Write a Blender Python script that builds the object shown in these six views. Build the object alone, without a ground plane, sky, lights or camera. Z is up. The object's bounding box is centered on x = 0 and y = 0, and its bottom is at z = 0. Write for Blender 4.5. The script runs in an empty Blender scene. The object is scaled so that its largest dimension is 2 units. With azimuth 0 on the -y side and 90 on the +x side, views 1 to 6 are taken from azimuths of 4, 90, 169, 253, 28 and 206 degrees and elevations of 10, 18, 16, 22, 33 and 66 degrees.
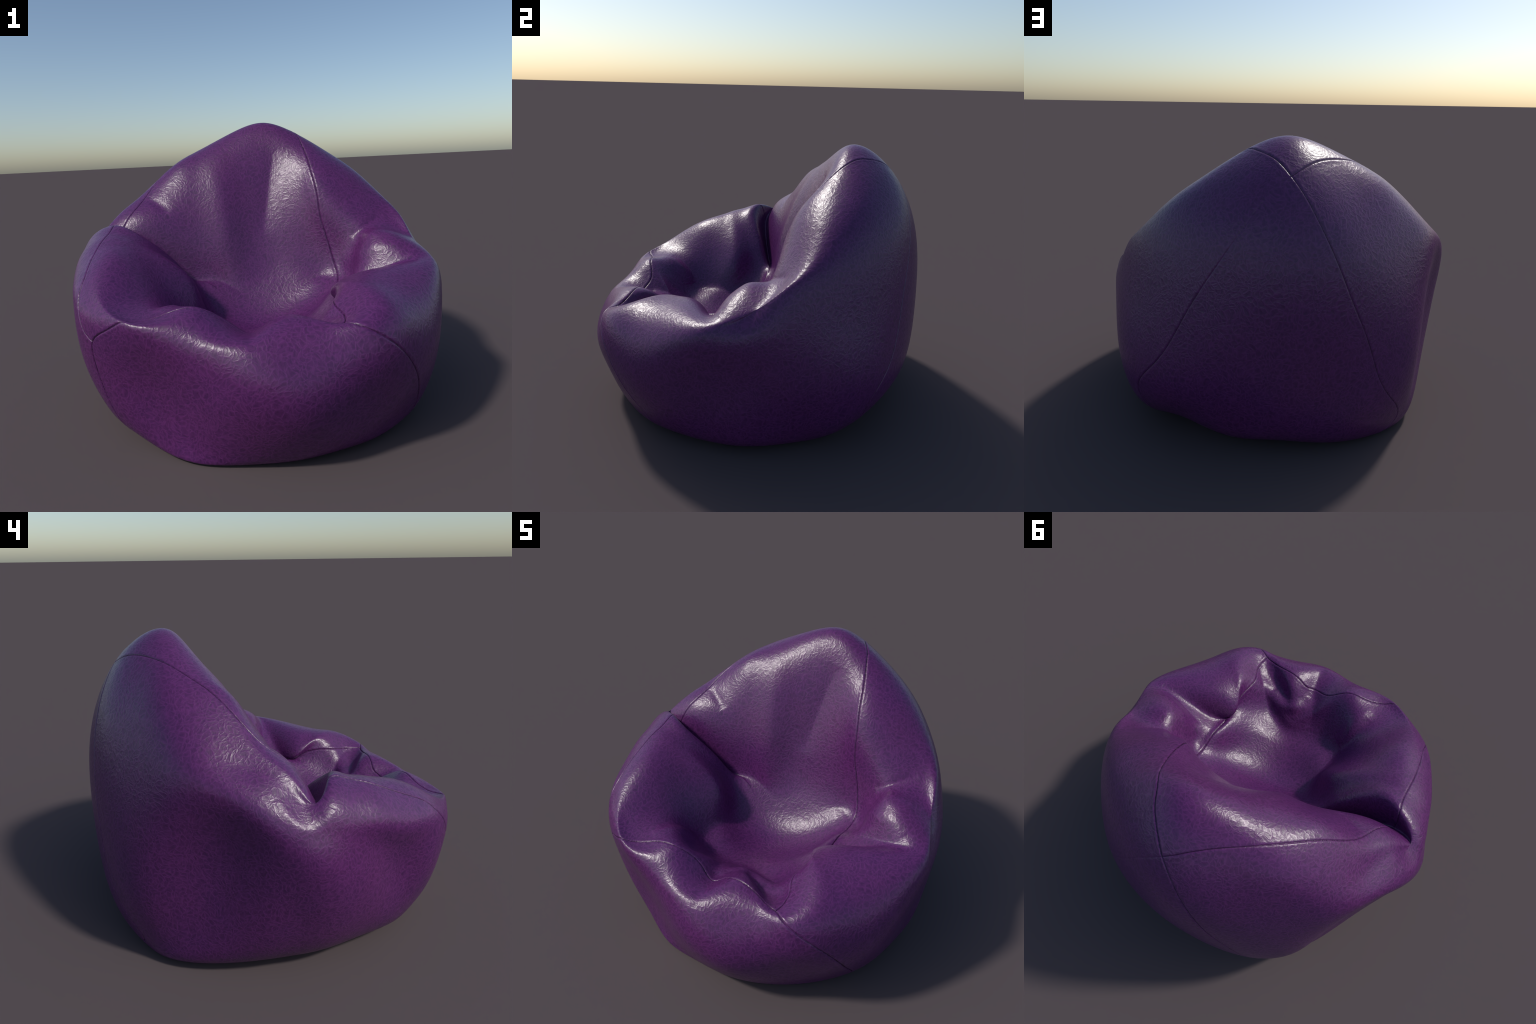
"""A slouchy leather bean bag armchair: sewn panels around a deep, creased seat hollow."""
import math
import bpy, bmesh
import numpy as np
from mathutils import Vector
from mathutils.kdtree import KDTree
from mathutils.bvhtree import BVHTree

# ------------------------------------------------------------------ body form
# The bag is a loft of upright profiles standing around AXIS.  Every profile runs
# from the middle of the base, round the belly, over the rim and down into the seat:
#   base edge, flank, belly, upper flank, outer shoulder, crest, inner shoulder, wall, seat edge
AXIS = (0.05, -0.12)
SEAT_DEPTH = 0.420
# profiles are not flat: the rim part and the seat part may swing off the outer bearing (degrees)
RIM_SWING = np.array([0, 0, 0, 0, .3, .7, 1, .5, 0, 0])
SEAT_SWING = np.array([0, 0, 0, 0, 0, 0, 0, .3, 1, 1])
PROFILES = []


def profile(bearing, rim_swing, seat_swing, radii, heights):
    PROFILES.append((bearing, rim_swing*RIM_SWING+seat_swing*SEAT_SWING, radii, heights))


profile(-7, 1.5, 8, [0.682, 0.871, 0.904, 0.934, 0.909, 0.839, 0.665, 0.448, 0.328],
        [0.158, 0.430, 0.648, 0.755, 0.779, 0.753, 0.620, 0.629])
profile(6, 0, 10, [0.698, 0.901, 0.921, 0.926, 0.868, 0.834, 0.618, 0.507, 0.350],
        [0.158, 0.460, 0.706, 0.807, 0.841, 0.878, 0.651, 0.569])
profile(21.6, -2.5, 12, [0.661, 0.897, 0.974, 0.936, 0.868, 0.781, 0.603, 0.502, 0.331],
        [0.098, 0.443, 0.780, 0.958, 0.936, 0.900, 0.717, 0.515])
profile(38, 0, 3, [0.602, 0.940, 1.063, 0.988, 0.896, 0.723, 0.470, 0.426, 0.271],
        [0.085, 0.403, 0.754, 1.053, 1.195, 1.110, 0.792, 0.524])
profile(55, 0, 0, [0.718, 1.015, 1.092, 1.035, 0.931, 0.750, 0.495, 0.372, 0.231],
        [0.202, 0.424, 0.779, 1.127, 1.333, 1.276, 0.889, 0.534])
profile(75, 0, 0, [0.791, 1.040, 1.093, 1.067, 0.946, 0.679, 0.504, 0.344, 0.216],
        [0.193, 0.514, 0.920, 1.287, 1.492, 1.341, 0.920, 0.533])
profile(89, 0, 0, [0.694, 1.025, 1.104, 1.085, 0.915, 0.674, 0.502, 0.339, 0.200],
        [0.107, 0.494, 0.988, 1.379, 1.542, 1.369, 0.929, 0.527])
profile(108, 0, 0, [0.743, 1.039, 1.132, 1.080, 0.938, 0.734, 0.520, 0.340, 0.189],
        [0.044, 0.388, 0.877, 1.245, 1.463, 1.376, 0.959, 0.512])
profile(125, 0, 0, [0.884, 1.072, 1.113, 1.069, 0.952, 0.801, 0.566, 0.339, 0.210],
        [0.103, 0.455, 0.863, 1.190, 1.349, 1.333, 0.946, 0.500])
profile(139, 0, -4, [0.870, 1.025, 1.020, 1.052, 0.945, 0.734, 0.556, 0.365, 0.252],
        [0.235, 0.626, 0.967, 1.140, 1.284, 1.187, 0.848, 0.497])
profile(149, 5, -7, [0.824, 1.021, 1.022, 1.046, 0.922, 0.818, 0.597, 0.440, 0.288],
        [0.333, 0.722, 0.971, 1.062, 1.121, 1.021, 0.738, 0.505])
profile(157, 8, -9, [0.785, 1.028, 1.065, 1.057, 0.936, 0.884, 0.724, 0.521, 0.314],
        [0.370, 0.739, 0.917, 1.005, 1.015, 0.932, 0.667, 0.520])
profile(163, 6.5, -13, [0.764, 1.018, 1.086, 1.052, 0.968, 0.954, 0.805, 0.561, 0.329],
        [0.369, 0.709, 0.868, 0.926, 0.918, 0.840, 0.663, 0.536])
profile(169, 4.5, -16.5, [0.742, 1.009, 1.078, 1.043, 0.981, 0.848, 0.709, 0.530, 0.317],
        [0.346, 0.663, 0.822, 0.923, 0.976, 0.925, 0.768, 0.536])
profile(176, 5, -18, [0.713, 0.984, 1.034, 1.014, 0.975, 0.824, 0.649, 0.474, 0.293],
        [0.312, 0.598, 0.770, 0.876, 0.961, 0.911, 0.744, 0.522])
profile(183, 4, -13, [0.688, 0.949, 0.988, 0.977, 0.970, 0.815, 0.625, 0.417, 0.272],
        [0.276, 0.541, 0.719, 0.838, 0.937, 0.885, 0.723, 0.505])
profile(194, 0, -5, [0.667, 0.911, 0.930, 0.955, 0.962, 0.814, 0.625, 0.371, 0.265],
        [0.221, 0.478, 0.657, 0.784, 0.901, 0.860, 0.666, 0.476])
profile(207, 0, 0, [0.676, 0.886, 0.960, 0.978, 0.944, 0.825, 0.639, 0.405, 0.278],
        [0.169, 0.412, 0.648, 0.757, 0.842, 0.792, 0.565, 0.444])
profile(221, 0, 0, [0.623, 0.854, 0.916, 0.951, 0.914, 0.855, 0.631, 0.446, 0.282],
        [0.132, 0.371, 0.611, 0.703, 0.715, 0.666, 0.497, 0.419])
profile(234, 0, 0, [0.646, 0.800, 0.826, 0.891, 0.897, 0.816, 0.623, 0.465, 0.272],
        [0.088, 0.337, 0.564, 0.659, 0.657, 0.659, 0.491, 0.408])
profile(250, 0, 0, [0.661, 0.775, 0.807, 0.841, 0.805, 0.730, 0.619, 0.451, 0.255],
        [0.060, 0.309, 0.532, 0.631, 0.678, 0.661, 0.491, 0.416])
profile(268, 0, 0, [0.603, 0.768, 0.877, 0.851, 0.763, 0.605, 0.444, 0.389, 0.255],
        [0.062, 0.348, 0.547, 0.599, 0.572, 0.511, 0.469, 0.423])
profile(283, 0, 0, [0.616, 0.789, 0.896, 0.857, 0.731, 0.590, 0.514, 0.416, 0.275],
        [0.082, 0.307, 0.508, 0.639, 0.631, 0.557, 0.487, 0.403])
profile(298, 0, 0, [0.608, 0.798, 0.864, 0.897, 0.868, 0.799, 0.654, 0.534, 0.301],
        [0.091, 0.276, 0.457, 0.576, 0.629, 0.584, 0.556, 0.380])
profile(315, 0, 0, [0.635, 0.807, 0.893, 0.928, 0.892, 0.755, 0.577, 0.507, 0.311],
        [0.091, 0.285, 0.460, 0.619, 0.719, 0.721, 0.628, 0.432])
profile(332, 0, 0, [0.650, 0.855, 0.923, 0.927, 0.803, 0.556, 0.416, 0.443, 0.303],
        [0.135, 0.334, 0.545, 0.715, 0.740, 0.628, 0.590, 0.550])


def spline_weights(knots, t, period=None):
    """Weights of the smooth cubic spline through values at the knots (periodic or natural)."""
    k = np.asarray(knots, float)
    m = len(k)
    kk = np.r_[k, k[0]+period] if period else k
    h = np.diff(kk)
    A, B = np.eye(m), np.zeros((m, m))
    for i in range(m) if period else range(1, m-1):
        p, n = (i-1) % m, (i+1) % m
        h0, h1 = h[(i-1) % len(h)], h[i]
        A[i] = 0
        A[i, p] += h0/6
        A[i, i] += (h0+h1)/3
        A[i, n] += h1/6
        B[i, p] += 1/h0
        B[i, i] -= 1/h0+1/h1
        B[i, n] += 1/h1
    bend = np.linalg.solve(A, B)
    i = np.clip(np.searchsorted(kk, t, side='right')-1, 0, len(h)-1)
    x = (t-kk[i])/h[i]
    r, n = np.arange(len(t)), (i+1) % m
    W = np.zeros((len(t), m))
    W[r, i] += 1-x
    W[r, n] += x
    W += (((1-x)**3-(1-x))*h[i]**2/6)[:, None]*bend[i]+((x**3-x)*h[i]**2/6)[:, None]*bend[n]
    return W


NU, NV = 640, 400


def loft():
    knots = np.array([p[0] for p in PROFILES], float)
    m = len(knots)
    ang = np.radians(knots[:, None]+np.array([p[1] for p in PROFILES]))
    R = np.zeros((m, 11))
    Z = np.zeros((m, 11))
    R[:, 1:10] = [p[2] for p in PROFILES]
    Z[:, 2:10] = [p[3] for p in PROFILES]
    Z[:, 10] = SEAT_DEPTH
    ct, st = np.ones((m, 11)), np.zeros((m, 11))
    ct[:, 1:], st[:, 1:] = np.cos(ang), np.sin(ang)
    X, Y = AXIS[0]+R*ct, AXIS[1]+R*st
    tu = knots[0]+np.arange(NU)*360/NU
    tv = np.linspace(0, 10, NV+1)
    WU, WV = spline_weights(knots, tu, 360), spline_weights(np.arange(11), tv)
    S = np.stack([WU@A@WV.T for A in (X, Y, Z)], -1)
    return S, tu, tv


def soft_floor(z, k=.02):
    """Rest the underside flat on the ground, rolling softly into it."""
    return np.where(z > k, z, np.where(z > -k, (z+k)**2/(4*k), 0))


def seat_cushion(S, tv):
    """Replace the middle of the seat, where the profiles meet, by one smooth dished patch."""
    ring = (tv > 7.9) & (tv < 9.6)
    pole = S[0, -1]

    def terms(x, y):
        x, y = (x-pole[0])/.3, (y-pole[1])/.3
        return np.stack([1+0*x, x, y, x*x, x*y, y*y, x**3, x*x*y, x*y*y, y**3], -1)
    P = S[:, ring].reshape(-1, 3)
    k = np.linalg.lstsq(terms(P[:, 0], P[:, 1]), P[:, 2], rcond=None)[0]
    w = np.clip((tv-8.0)/1.2, 0, 1)
    w = (w*w*(3-2*w))[None]
    S[..., 2] = S[..., 2]*(1-w)+w*(terms(S[..., 0], S[..., 1])@k)
    return S


# ------------------------------------------------------------------ seams
# sewn joins between the panels, as runs of points near the surface; all but the front one start at the
# gathering point behind the top of the backrest
SEAMS = {
    "backrest_seam": [
        (0.093, 0.793, 1.381), (0.117, 0.763, 1.413), (0.147, 0.721, 1.445), (0.177, 0.679, 1.464),
        (0.213, 0.621, 1.477), (0.242, 0.554, 1.481), (0.273, 0.500, 1.465), (0.299, 0.434, 1.422),
        (0.333, 0.331, 1.327), (0.356, 0.241, 1.226), (0.382, 0.173, 1.099), (0.398, 0.148, 0.962),
        (0.434, 0.133, 0.830), (0.465, 0.108, 0.706), (0.480, 0.073, 0.643), (0.474, -0.019, 0.596),
        (0.467, -0.088, 0.605), (0.463, -0.130, 0.614), (0.452, -0.286, 0.599), (0.425, -0.450, 0.645),
        (0.400, -0.600, 0.648), (0.431, -0.720, 0.629), (0.420, -0.815, 0.627),
    ],
    "shoulder_seam": [
        (0.093, 0.793, 1.381), (0.044, 0.770, 1.406), (-0.009, 0.738, 1.428), (-0.170, 0.636, 1.438),
        (-0.351, 0.509, 1.384), (-0.493, 0.395, 1.299), (-0.636, 0.259, 1.139), (-0.686, 0.159, 1.060),
        (-0.749, 0.080, 0.957), (-0.781, 0.034, 0.864), (-0.769, -0.013, 0.976), (-0.763, -0.084, 0.974),
        (-0.772, -0.213, 0.931), (-0.780, -0.335, 0.879), (-0.776, -0.455, 0.827), (-0.772, -0.548, 0.774),
        (-0.776, -0.579, 0.745), (-0.766, -0.645, 0.670), (-0.729, -0.694, 0.579), (-0.682, -0.729, 0.546),
    ],
    "front_seam": [
        (-0.360, -0.420, 0.001), (-0.517, -0.557, 0.018), (-0.602, -0.662, 0.118), (-0.661, -0.690, 0.285),
        (-0.688, -0.703, 0.424), (-0.682, -0.729, 0.546), (-0.601, -0.787, 0.611), (-0.544, -0.819, 0.646),
        (-0.497, -0.828, 0.665), (-0.446, -0.808, 0.656), (-0.396, -0.788, 0.660), (-0.325, -0.766, 0.679),
        (-0.205, -0.754, 0.695), (-0.122, -0.729, 0.651), (-0.064, -0.726, 0.609), (-0.011, -0.746, 0.583),
        (0.043, -0.751, 0.583), (0.066, -0.740, 0.590), (0.126, -0.742, 0.628), (0.191, -0.755, 0.650),
        (0.253, -0.765, 0.646), (0.340, -0.788, 0.626), (0.420, -0.815, 0.627), (0.490, -0.857, 0.624),
        (0.568, -0.857, 0.584), (0.656, -0.819, 0.508), (0.736, -0.738, 0.377), (0.768, -0.650, 0.246),
        (0.771, -0.575, 0.140), (0.723, -0.516, 0.043), (0.550, -0.400, 0.002), (0.420, -0.300, 0.001),
    ],
    "back_seam": [
        (0.093, 0.793, 1.381), (0.230, 0.835, 1.274), (0.319, 0.851, 1.164), (0.420, 0.843, 1.017),
        (0.569, 0.795, 0.775), (0.733, 0.723, 0.485), (0.827, 0.599, 0.271), (0.794, 0.575, 0.183),
        (0.725, 0.495, 0.074), (0.598, 0.415, 0.021), (0.420, 0.280, 0.001),
    ],
    "flank_seam": [
        (0.093, 0.793, 1.381), (0.041, 0.846, 1.302), (-0.007, 0.889, 1.207), (-0.090, 0.939, 1.024),
        (-0.170, 0.959, 0.827), (-0.262, 0.960, 0.609), (-0.375, 0.930, 0.340), (-0.476, 0.820, 0.089),
        (-0.393, 0.830, 0.037), (-0.320, 0.650, 0.005), (-0.240, 0.450, 0.005),
    ],
}



def resample(points, step):
    p = np.array(points, float)
    s = np.r_[0, np.cumsum(np.linalg.norm(np.diff(p, axis=0), axis=1))]
    t = np.linspace(0, s[-1], max(2, int(s[-1]/step)))
    return spline_weights(s, t)@p


# ------------------------------------------------------------------ folds pressed into the leather
# name: (points along the fold, depth, half width, sharpness); negative depth swells outwards
FOLDS = {
    "backrest_hollow": ([
        (0.134, 0.388, 1.378), (0.119, 0.346, 1.284), (0.099, 0.300, 1.167), (0.078, 0.246, 1.014), (0.057, 0.200, 0.862)],
        0.016, 0.065, 0.6),
    "arm_fold": ([
        (0.765, 0.163, 0.959), (0.721, 0.132, 0.943), (0.685, 0.104, 0.927), (0.616, 0.071, 0.890), (0.560, 0.080, 0.847)],
        0.012, 0.026, 0.9),
    "elbow_fold": ([
        (0.870, -0.225, 0.772), (0.799, -0.215, 0.765), (0.726, -0.202, 0.743), (0.662, -0.184, 0.719), (0.602, -0.164, 0.688), (0.543, -0.151, 0.646)],
        0.014, 0.034, 0.8),
    "lip_corner_fold": ([
        (0.432, -0.730, 0.628), (0.375, -0.656, 0.609), (0.302, -0.567, 0.540), (0.235, -0.506, 0.466)],
        0.012, 0.03, 0.8),
    "armpit_fold": ([
        (-0.408, -0.642, 0.668), (-0.341, -0.497, 0.590), (-0.257, -0.402, 0.473)],
        0.012, 0.045, 0.6),
    "lip_fold": ([
        (0.052, -0.957, 0.565), (0.045, -0.867, 0.603), (0.029, -0.760, 0.582), (-0.016, -0.630, 0.555), (-0.056, -0.492, 0.449)],
        0.012, 0.045, 0.6),
    "elbow_roll": ([
        (0.520, 0.061, 0.685), (0.625, -0.091, 0.793), (0.707, -0.130, 0.821), (0.775, -0.151, 0.820), (0.819, -0.174, 0.802)],
        -0.01, 0.05, 0.0),
    "notch_roll": ([
        (-0.877, 0.256, 0.967), (-0.924, 0.231, 0.913), (-0.952, 0.196, 0.874), (-0.963, 0.159, 0.854), (-0.959, 0.114, 0.858), (-0.947, 0.067, 0.883), (-0.923, 0.035, 0.917)],
        -0.006, 0.03, 0.2),
    "lip_tongue": ([
        (0.021, -0.697, 0.564), (0.036, -0.633, 0.541), (0.092, -0.591, 0.538), (0.174, -0.577, 0.522), (0.284, -0.634, 0.560)],
        -0.018, 0.04, 0.0),
    "lip_roll": ([
        (-0.388, -0.718, 0.669), (-0.338, -0.642, 0.667), (-0.305, -0.544, 0.598), (-0.261, -0.485, 0.510)],
        -0.014, 0.045, 0.0),
    "shoulder_pinch": ([
        (-0.636, 0.221, 1.110), (-0.597, 0.197, 1.097), (-0.551, 0.172, 1.073), (-0.492, 0.143, 1.025)],
        0.01, 0.03, 0.6),
}


def near_lines(points, lines, step, reach):
    """Distance of every point to the nearest sampled line (reach where farther), and the sample met."""
    samples = np.vstack([resample(l, step) for l in lines])
    tree = KDTree(len(samples))
    for k, s in enumerate(samples):
        tree.insert(s, k)
    tree.balance()
    dist = np.full(len(points), reach)
    hit = np.full(len(points), -1)
    cell = np.floor(samples/reach).astype(int)
    keys = set()
    for d in np.ndindex(3, 3, 3):
        keys.update(map(tuple, cell+np.array(d)-1))
    pc = np.floor(points/reach).astype(int)
    for k in range(len(points)):
        if tuple(pc[k]) in keys:
            _, j, d = tree.find(points[k])
            if d < reach:
                dist[k], hit[k] = d, j
    return dist, hit, samples


def mesh_from(co, faces):
    me = bpy.data.meshes.new("shell")
    me.from_pydata([tuple(c) for c in co], [], faces)
    return me


def normals_of(me):
    n = np.empty(len(me.vertices)*3, np.float32)
    me.vertices.foreach_get("normal", n)
    return n.reshape(-1, 3).astype(float)


def coords_of(me):
    c = np.empty(len(me.vertices)*3, np.float32)
    me.vertices.foreach_get("co", c)
    return c.reshape(-1, 3).astype(float)


def build_shell():
    S, tu, tv = loft()
    S = seat_cushion(S, tv)
    S[..., 2] = soft_floor(S[..., 2])
    co = np.vstack([S[:, 1:-1].reshape(-1, 3), S[0, 0][None], S[0, -1][None]])
    rows = NV-1
    idx = np.arange(NU*rows).reshape(NU, rows)
    nxt = np.roll(idx, -1, 0)
    quads = np.stack([idx[:, :-1], nxt[:, :-1], nxt[:, 1:], idx[:, 1:]], -1).reshape(-1, 4)
    faces = quads.tolist()
    pb, pt = NU*rows, NU*rows+1
    faces += [[pb, int(nxt[i, 0]), int(idx[i, 0])] for i in range(NU)]
    faces += [[pt, int(idx[i, -1]), int(nxt[i, -1])] for i in range(NU)]
    return co, faces, tv


def press_folds(me):
    co, nrm = coords_of(me), normals_of(me)
    move = np.zeros(len(co))
    for name, (line, depth, half, sharp) in FOLDS.items():
        dist, hit, samples = near_lines(co, [line], .008, half*3)
        on = hit >= 0
        n = len(samples)
        along = np.clip(hit[on]/max(1, n-1), 0, 1)
        fade = np.sin(np.pi*np.clip(along, .0, 1))**.6
        x = dist[on]/half
        shape = np.exp(-x**2)*(1-sharp)+sharp*np.exp(-1.6*np.sqrt(x*x+.02))
        edge = np.clip((3-x)/1.0, 0, 1)
        move[on] -= depth*fade*shape*edge
    co += nrm*move[:, None]
    me.vertices.foreach_set("co", co.astype(np.float32).ravel())
    me.update()


def label_panels(me, co, faces, tv, lines):
    """Flood the faces between the seams; returns a panel number for every face."""
    tree = KDTree(len(co))
    for k, c in enumerate(co):
        tree.insert(c, k)
    tree.balance()
    wall = np.zeros(len(co), bool)
    for l in lines:
        rows, last = NV-1, None
        for p in resample(l, .003):
            k = tree.find(p)[1]
            wall[k] = True
            if k >= NU*rows:
                continue
            here = np.array(divmod(k, rows))
            if last is not None:
                # bridge the grid where the seam skips across a tight fold
                step = here-last
                step[0] = (step[0]+NU//2) % NU-NU//2
                for f in np.linspace(0, 1, int(np.abs(step).max())+2):
                    i, j = np.rint(last+f*step).astype(int)
                    wall[(i % NU)*rows+j] = True
            last = here
    rows = NV-1
    nq = NU*(rows-1)
    wall_face = wall[np.array(faces[:nq])].any(1).reshape(NU, rows-1)
    for ax in (0, 1):
        wall_face = wall_face | np.roll(wall_face, 1, ax) | np.roll(wall_face, -1, ax)
    under = tv[1:-2] < .86
    lab = np.where(wall_face, -1, 0)
    lab[:, under] = 1
    count = 1
    for i0 in range(NU):
        for j0 in range(rows-1):
            if lab[i0, j0]:
                continue
            count += 1
            stack = [(i0, j0)]
            lab[i0, j0] = count
            while stack:
                i, j = stack.pop()
                for a, b in (((i+1) % NU, j), ((i-1) % NU, j), (i, j+1), (i, j-1)):
                    if 0 <= b < rows-1 and lab[a, b] == 0:
                        lab[a, b] = count
                        stack.append((a, b))
                    elif b == rows-1:
                        # across the middle of the seat
                        a2 = (i+NU//2) % NU
                        if lab[a2, j] == 0:
                            lab[a2, j] = count
                            stack.append((a2, j))
    sizes = {k: int((lab == k).sum()) for k in range(1, count+1)}
    small = [k for k, s in sizes.items() if s < 400]
    lab[np.isin(lab, small)] = -1
    while (lab < 0).any():
        for sh, ax in ((1, 0), (-1, 0), (1, 1), (-1, 1)):
            nb = np.roll(lab, sh, ax)
            if ax == 1:
                nb[:, 0 if sh == 1 else -1] = -1
            take = (lab < 0) & (nb > 0)
            lab[take] = nb[take]
    flat = lab.ravel().tolist()
    flat += [1]*NU
    flat += [int(lab[i, -1]) for i in range(NU)]
    kept = {k: s for k, s in sizes.items() if k not in small}
    return np.array(flat), kept


def refine(me, labels, lines):
    """Split the faces next to the seams twice so that the stitched groove has room to turn."""
    bm = bmesh.new()
    bm.from_mesh(me)
    lay = bm.faces.layers.int.new("panel")
    bm.faces.ensure_lookup_table()
    for f, k in zip(bm.faces, labels):
        f[lay] = int(k)
    for reach in (.026, .016):
        bm.verts.ensure_lookup_table()
        pts = np.array([v.co for v in bm.verts])
        dist, hit, _ = near_lines(pts, lines, .004, reach)
        near = hit >= 0
        bm.verts.index_update()
        edges = [e for e in bm.edges if near[e.verts[0].index] and near[e.verts[1].index]]
        bmesh.ops.subdivide_edges(bm, edges=edges, cuts=1, use_grid_fill=True)
    bmesh.ops.triangulate(bm, faces=[f for f in bm.faces if len(f.verts) > 4])
    bm.to_mesh(me)
    bm.free()
    me.update()


def snapped(lines, me, step):
    """Lay each seam down onto the shell."""
    bv = BVHTree.FromPolygons([v.co for v in me.vertices], [p.vertices for p in me.polygons])
    out = []
    for l in lines:
        p = resample(l, step)
        for _ in range(2):
            p = np.array([bv.find_nearest(Vector(q))[0] for q in p])
            p[1:-1] = p[1:-1]*.5+(p[:-2]+p[2:])*.25
        out.append(p)
    return out


# how plainly each seam shows (the rear one is pulled almost flat near its top)
SEAM_STRENGTH = {"backrest_seam": 1.0, "shoulder_seam": .8, "front_seam": 1.0, "back_seam": .75, "flank_seam": .85}


def stitch_groove(me, lines):
    co, nrm = coords_of(me), normals_of(me)
    dist, hit, samples = near_lines(co, lines, .002, .045)
    strength = np.concatenate([np.full(len(resample(l, .002)), SEAM_STRENGTH[n]) for n, l in zip(SEAMS, lines)])
    n0 = sum(len(resample(l, .002)) for l in lines[:3])
    n1 = n0+len(resample(lines[3], .002))
    run = np.linspace(0, 1, n1-n0)
    strength[n0:n1] *= np.clip(run/.35, .4, 1)
    on = hit >= 0
    s = dist[on]
    pucker = 1+.3*np.sin(hit[on]*.26)*np.sin(hit[on]*.071+1)
    move = -.0045*np.exp(-(s/.0030)**2)+.0010*pucker*np.exp(-((s-.012)/.008)**2)
    co[on] += nrm[on]*(move*strength[hit[on]])[:, None]
    co[:, 2] = np.maximum(co[:, 2], 0)
    me.vertices.foreach_set("co", co.astype(np.float32).ravel())
    me.update()


def shadow_tubes(lines, me, radius):
    """Seam shadow modelled as a thin dark cord lying at the bottom of the groove."""
    bv = BVHTree.FromPolygons([v.co for v in me.vertices], [p.vertices for p in me.polygons])
    V, F = [], []
    for l in lines:
        p = resample(l, .006)
        hits = [bv.find_nearest(Vector(q)) for q in p]
        p = np.array([h[0] for h in hits])
        n = np.array([h[1] for h in hits])
        for _ in range(2):
            n[1:-1] = (n[:-2]+n[1:-1]+n[2:])/3
        t = np.gradient(p, axis=0)
        t /= np.linalg.norm(t, axis=1, keepdims=True)+1e-9
        b = np.cross(t, n)
        b /= np.linalg.norm(b, axis=1, keepdims=True)+1e-9
        m = np.cross(b, t)
        base = len(V)
        k = 6
        for q, bb, mm in zip(p, b, m):
            for a in range(k):
                w = 2*math.pi*a/k
                V.append(tuple(q+radius*(math.cos(w)*bb+math.sin(w)*mm)))
        for i in range(len(p)-1):
            for a in range(k):
                F.append((base+i*k+a, base+i*k+(a+1) % k, base+(i+1)*k+(a+1) % k, base+(i+1)*k+a))
    return V, F


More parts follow.
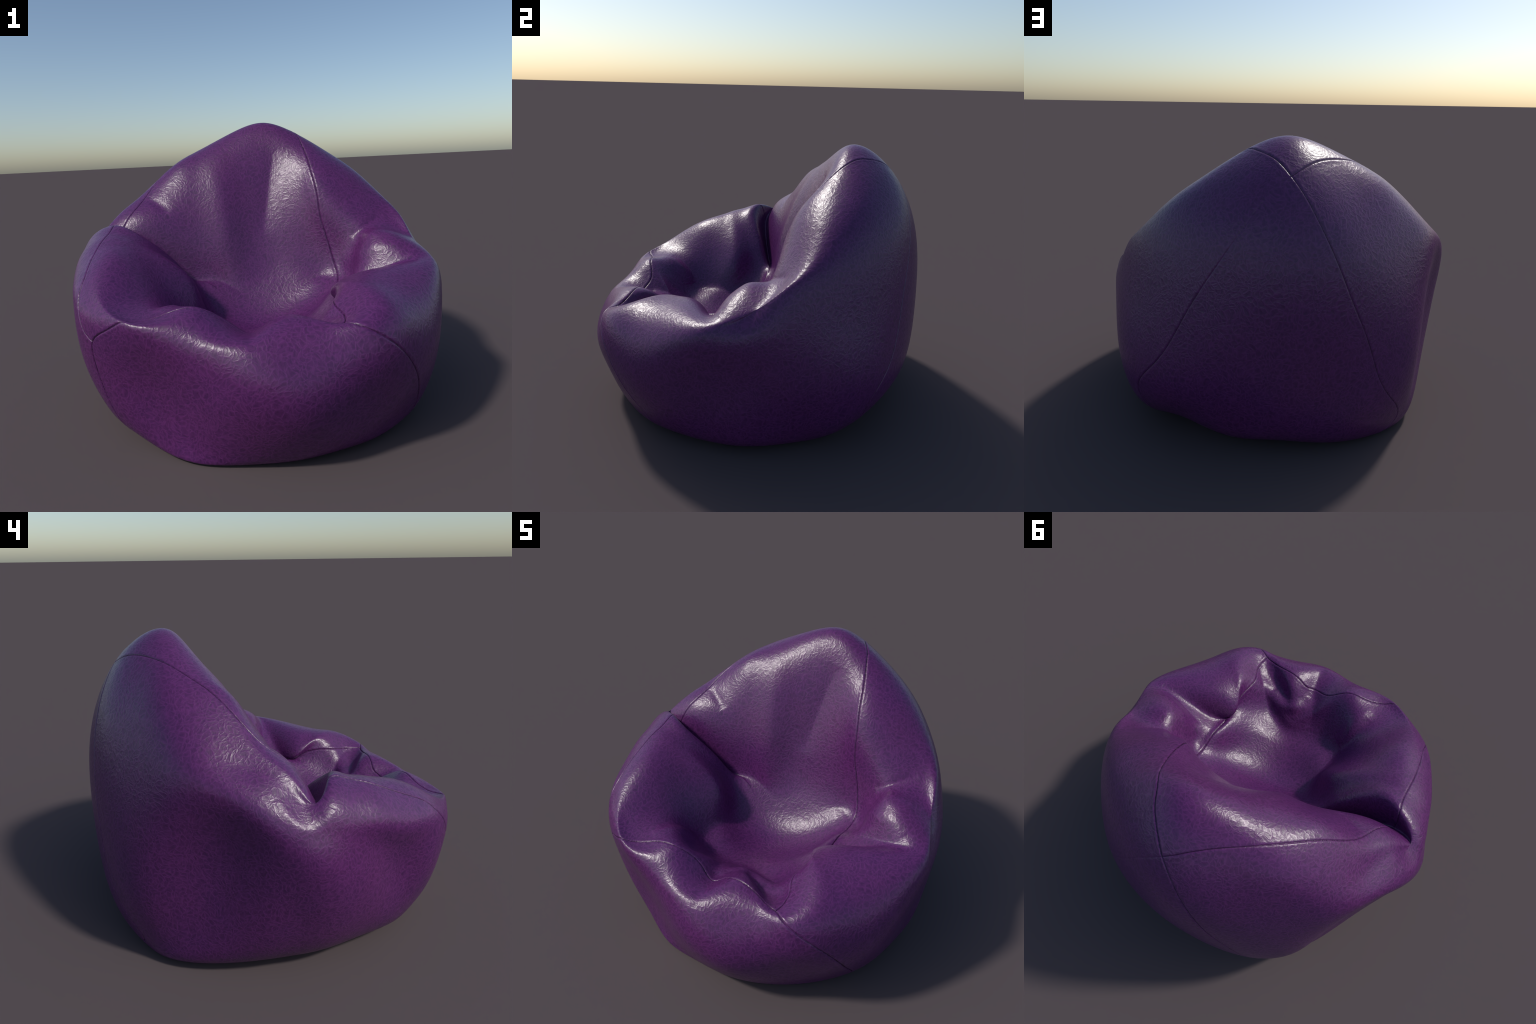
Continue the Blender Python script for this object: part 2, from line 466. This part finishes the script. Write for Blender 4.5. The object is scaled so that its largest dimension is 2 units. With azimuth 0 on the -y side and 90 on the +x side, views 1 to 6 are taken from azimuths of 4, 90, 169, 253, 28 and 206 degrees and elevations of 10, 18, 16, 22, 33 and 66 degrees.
# ------------------------------------------------------------------ leather
def leather(name, tint):
    mat = bpy.data.materials.new(name)
    mat.use_nodes = True
    nt = mat.node_tree
    nt.nodes.clear()

    def N(kind, **inputs):
        n = nt.nodes.new(kind)
        for k, v in inputs.items():
            n.inputs[k.replace("_", " ")].default_value = v
        return n

    def L(a, b):
        nt.links.new(a, b)

    def math_node(op, a, b, clamp=False):
        n = nt.nodes.new("ShaderNodeMath")
        n.operation = op
        n.use_clamp = clamp
        for k, v in enumerate((a, b)):
            if hasattr(v, "is_output"):
                L(v, n.inputs[k])
            else:
                n.inputs[k].default_value = v
        return n.outputs[0]

    def ramp(src, stops):
        n = nt.nodes.new("ShaderNodeValToRGB")
        e = n.color_ramp.elements
        e[0].position, e[0].color = stops[0]
        e[1].position, e[1].color = stops[-1]
        for pos, col in stops[1:-1]:
            x = e.new(pos)
            x.color = col
        L(src, n.inputs[0])
        return n.outputs[0]

    out = N("ShaderNodeOutputMaterial")
    bs = N("ShaderNodeBsdfPrincipled")
    L(bs.outputs[0], out.inputs[0])
    tex = N("ShaderNodeTexCoord")
    # grain coordinates wander so that the cells stretch in places
    warp = N("ShaderNodeTexNoise", Scale=9.0, Detail=2.0)
    L(tex.outputs["Object"], warp.inputs["Vector"])
    mix = nt.nodes.new("ShaderNodeVectorMath")
    mix.operation = "MULTIPLY_ADD"
    L(warp.outputs["Color"], mix.inputs[0])
    mix.inputs[1].default_value = (.09, .09, .09)
    L(tex.outputs["Object"], mix.inputs[2])
    cells = N("ShaderNodeTexVoronoi", Scale=42.0, Randomness=1.0)
    cells.feature = "DISTANCE_TO_EDGE"
    L(mix.outputs[0], cells.inputs["Vector"])
    fine = N("ShaderNodeTexVoronoi", Scale=80.0, Randomness=1.0)
    fine.feature = "DISTANCE_TO_EDGE"
    L(mix.outputs[0], fine.inputs["Vector"])
    grit = N("ShaderNodeTexNoise", Scale=85.0, Detail=2.0, Roughness=.5)
    L(mix.outputs[0], grit.inputs["Vector"])
    lines = ramp(cells.outputs["Distance"], [(0.0, (1, 1, 1, 1)), (.07, (.62, .62, .62, 1)), (.16, (.25, .25, .25, 1)), (.34, (0, 0, 0, 1))])
    hair = ramp(fine.outputs["Distance"], [(0.0, (1, 1, 1, 1)), (.12, (.3, .3, .3, 1)), (.3, (0, 0, 0, 1))])
    net = math_node("ADD", math_node("MULTIPLY", lines, .75), math_node("MULTIPLY", hair, .25))
    swell = N("ShaderNodeTexNoise", Scale=36.0, Detail=1.0, Roughness=.4)
    L(mix.outputs[0], swell.inputs["Vector"])
    height = math_node("ADD", math_node("MULTIPLY", net, .6), math_node("MULTIPLY", grit.outputs[0], .5))
    height = math_node("ADD", height, math_node("MULTIPLY", swell.outputs[0], 1.3))
    bump = N("ShaderNodeBump", Strength=.185, Distance=.006)
    L(height, bump.inputs["Height"])
    L(bump.outputs[0], bs.inputs["Normal"])
    # colour: deep violet in the pits, rosier along the raised wrinkles, slow drift of hue
    drift = N("ShaderNodeTexNoise", Scale=3.2, Detail=3.0, Roughness=.55)
    L(tex.outputs["Object"], drift.inputs["Vector"])
    r, g, b = tint
    base = ramp(drift.outputs[0], [(.32, (r*.91, g*.98, b*1.02, 1)), (.5, (r, g, b, 1)), (.68, (r*1.09, g*1.02, b*1.0, 1))])
    pale = nt.nodes.new("ShaderNodeMix")
    pale.data_type = "RGBA"
    L(math_node("MULTIPLY", net, .75, True), pale.inputs["Factor"])
    L(base, pale.inputs["A"])
    pale.inputs["B"].default_value = (r*1.9, g*2.2, b*1.75, 1)
    pit = nt.nodes.new("ShaderNodeMix")
    pit.data_type = "RGBA"
    pit.blend_type = "MULTIPLY"
    L(ramp(grit.outputs[0], [(.34, (1, 1, 1, 1)), (.55, (0, 0, 0, 1))]), pit.inputs["Factor"])
    L(pale.outputs["Result"], pit.inputs["A"])
    pit.inputs["B"].default_value = (.74, .76, .80, 1)
    L(pit.outputs["Result"], bs.inputs["Base Color"])
    L(ramp(net, [(0, (.38, .38, .38, 1)), (1, (.30, .30, .30, 1))]), bs.inputs["Roughness"])
    return mat


def seam_shadow_material():
    mat = bpy.data.materials.new("painted_seam_shadow")
    mat.use_nodes = True
    nt = mat.node_tree
    bs = nt.nodes["Principled BSDF"]
    noise = nt.nodes.new("ShaderNodeTexNoise")
    noise.inputs["Scale"].default_value = 160
    tc = nt.nodes.new("ShaderNodeTexCoord")
    cr = nt.nodes.new("ShaderNodeValToRGB")
    cr.color_ramp.elements[0].color = (.022, .006, .03, 1)  # violet darkened to paint the occlusion inside the stitched groove
    cr.color_ramp.elements[1].color = (.05, .012, .06, 1)
    nt.links.new(tc.outputs["Object"], noise.inputs["Vector"])
    nt.links.new(noise.outputs[0], cr.inputs[0])
    nt.links.new(cr.outputs[0], bs.inputs["Base Color"])
    bs.inputs["Roughness"].default_value = .5
    return mat


def name_panel(centre, area, total):
    """Name a panel by what it does, judged from where its middle lies."""
    x, y, z = centre
    if z < .05:
        return "base_panel"
    if area > .3*total or (z > .5 and abs(x) < .3 and abs(y) < .35):
        return "seat_panel"
    return "gore_panel"


def main():
    co, faces, tv = build_shell()
    me = mesh_from(co, faces)
    press_folds(me)
    lines = snapped(list(SEAMS.values()), me, .006)
    labels, sizes = label_panels(me, coords_of(me), faces, tv, lines)
    print("panels", sizes)
    refine(me, labels, lines)
    lines = snapped(lines, me, .006)
    stitch_groove(me, lines)
    me.shade_smooth()
    normals = normals_of(me)

    root = bpy.data.objects.new("bean_bag_chair", None)
    root["label"] = "slouchy purple leather bean bag chair with deep creased seat"
    root["category"] = "bean bag chair"
    bpy.context.collection.objects.link(root)
    mat = leather("purple_leather", (.070, .0128, .082))

    pts = coords_of(me)
    loops_v = np.empty(len(me.loops), np.int32)
    me.loops.foreach_get("vertex_index", loops_v)
    starts = np.empty(len(me.polygons), np.int32)
    counts = np.empty(len(me.polygons), np.int32)
    me.polygons.foreach_get("loop_start", starts)
    me.polygons.foreach_get("loop_total", counts)
    panel = np.empty(len(me.polygons), np.int32)
    me.attributes["panel"].data.foreach_get("value", panel)
    area = np.empty(len(me.polygons), np.float32)
    me.polygons.foreach_get("area", area)
    mid = np.empty(len(me.polygons)*3, np.float32)
    me.polygons.foreach_get("center", mid)
    mid = mid.reshape(-1, 3)
    for k in sorted(set(panel.tolist())):
        pick = np.nonzero(panel == k)[0]
        centre = (mid[pick]*area[pick, None]).sum(0)/area[pick].sum()
        fl = [loops_v[starts[f]:starts[f]+counts[f]] for f in pick]
        used, inv = np.unique(np.concatenate(fl), return_inverse=True)
        sub, p = [], 0
        for f in fl:
            sub.append(inv[p:p+len(f)].tolist())
            p += len(f)
        name = name_panel(centre, area[pick].sum(), area.sum())
        print(name, np.round(centre, 2), round(float(area[pick].sum()), 2))
        pm = bpy.data.meshes.new(name)
        pm.from_pydata([tuple(c) for c in pts[used]], [], sub)
        pm.shade_smooth()
        pm.normals_split_custom_set_from_vertices([tuple(n) for n in normals[used]])
        pm.materials.append(mat)
        o = bpy.data.objects.new(name, pm)
        o.parent = root
        bpy.context.collection.objects.link(o)
    V, F = shadow_tubes([l if n != "back_seam" else l[len(l)//3:] for n, l in zip(SEAMS, lines)], me, .0009)
    cm = bpy.data.meshes.new("seam_shadow_tube")
    cm.from_pydata(V, [], F)
    cm.shade_smooth()
    cm.materials.append(seam_shadow_material())
    shadow_tube = bpy.data.objects.new("seam_shadow_tube", cm)
    shadow_tube.parent = root
    bpy.context.collection.objects.link(shadow_tube)
    bpy.data.meshes.remove(me)


main()
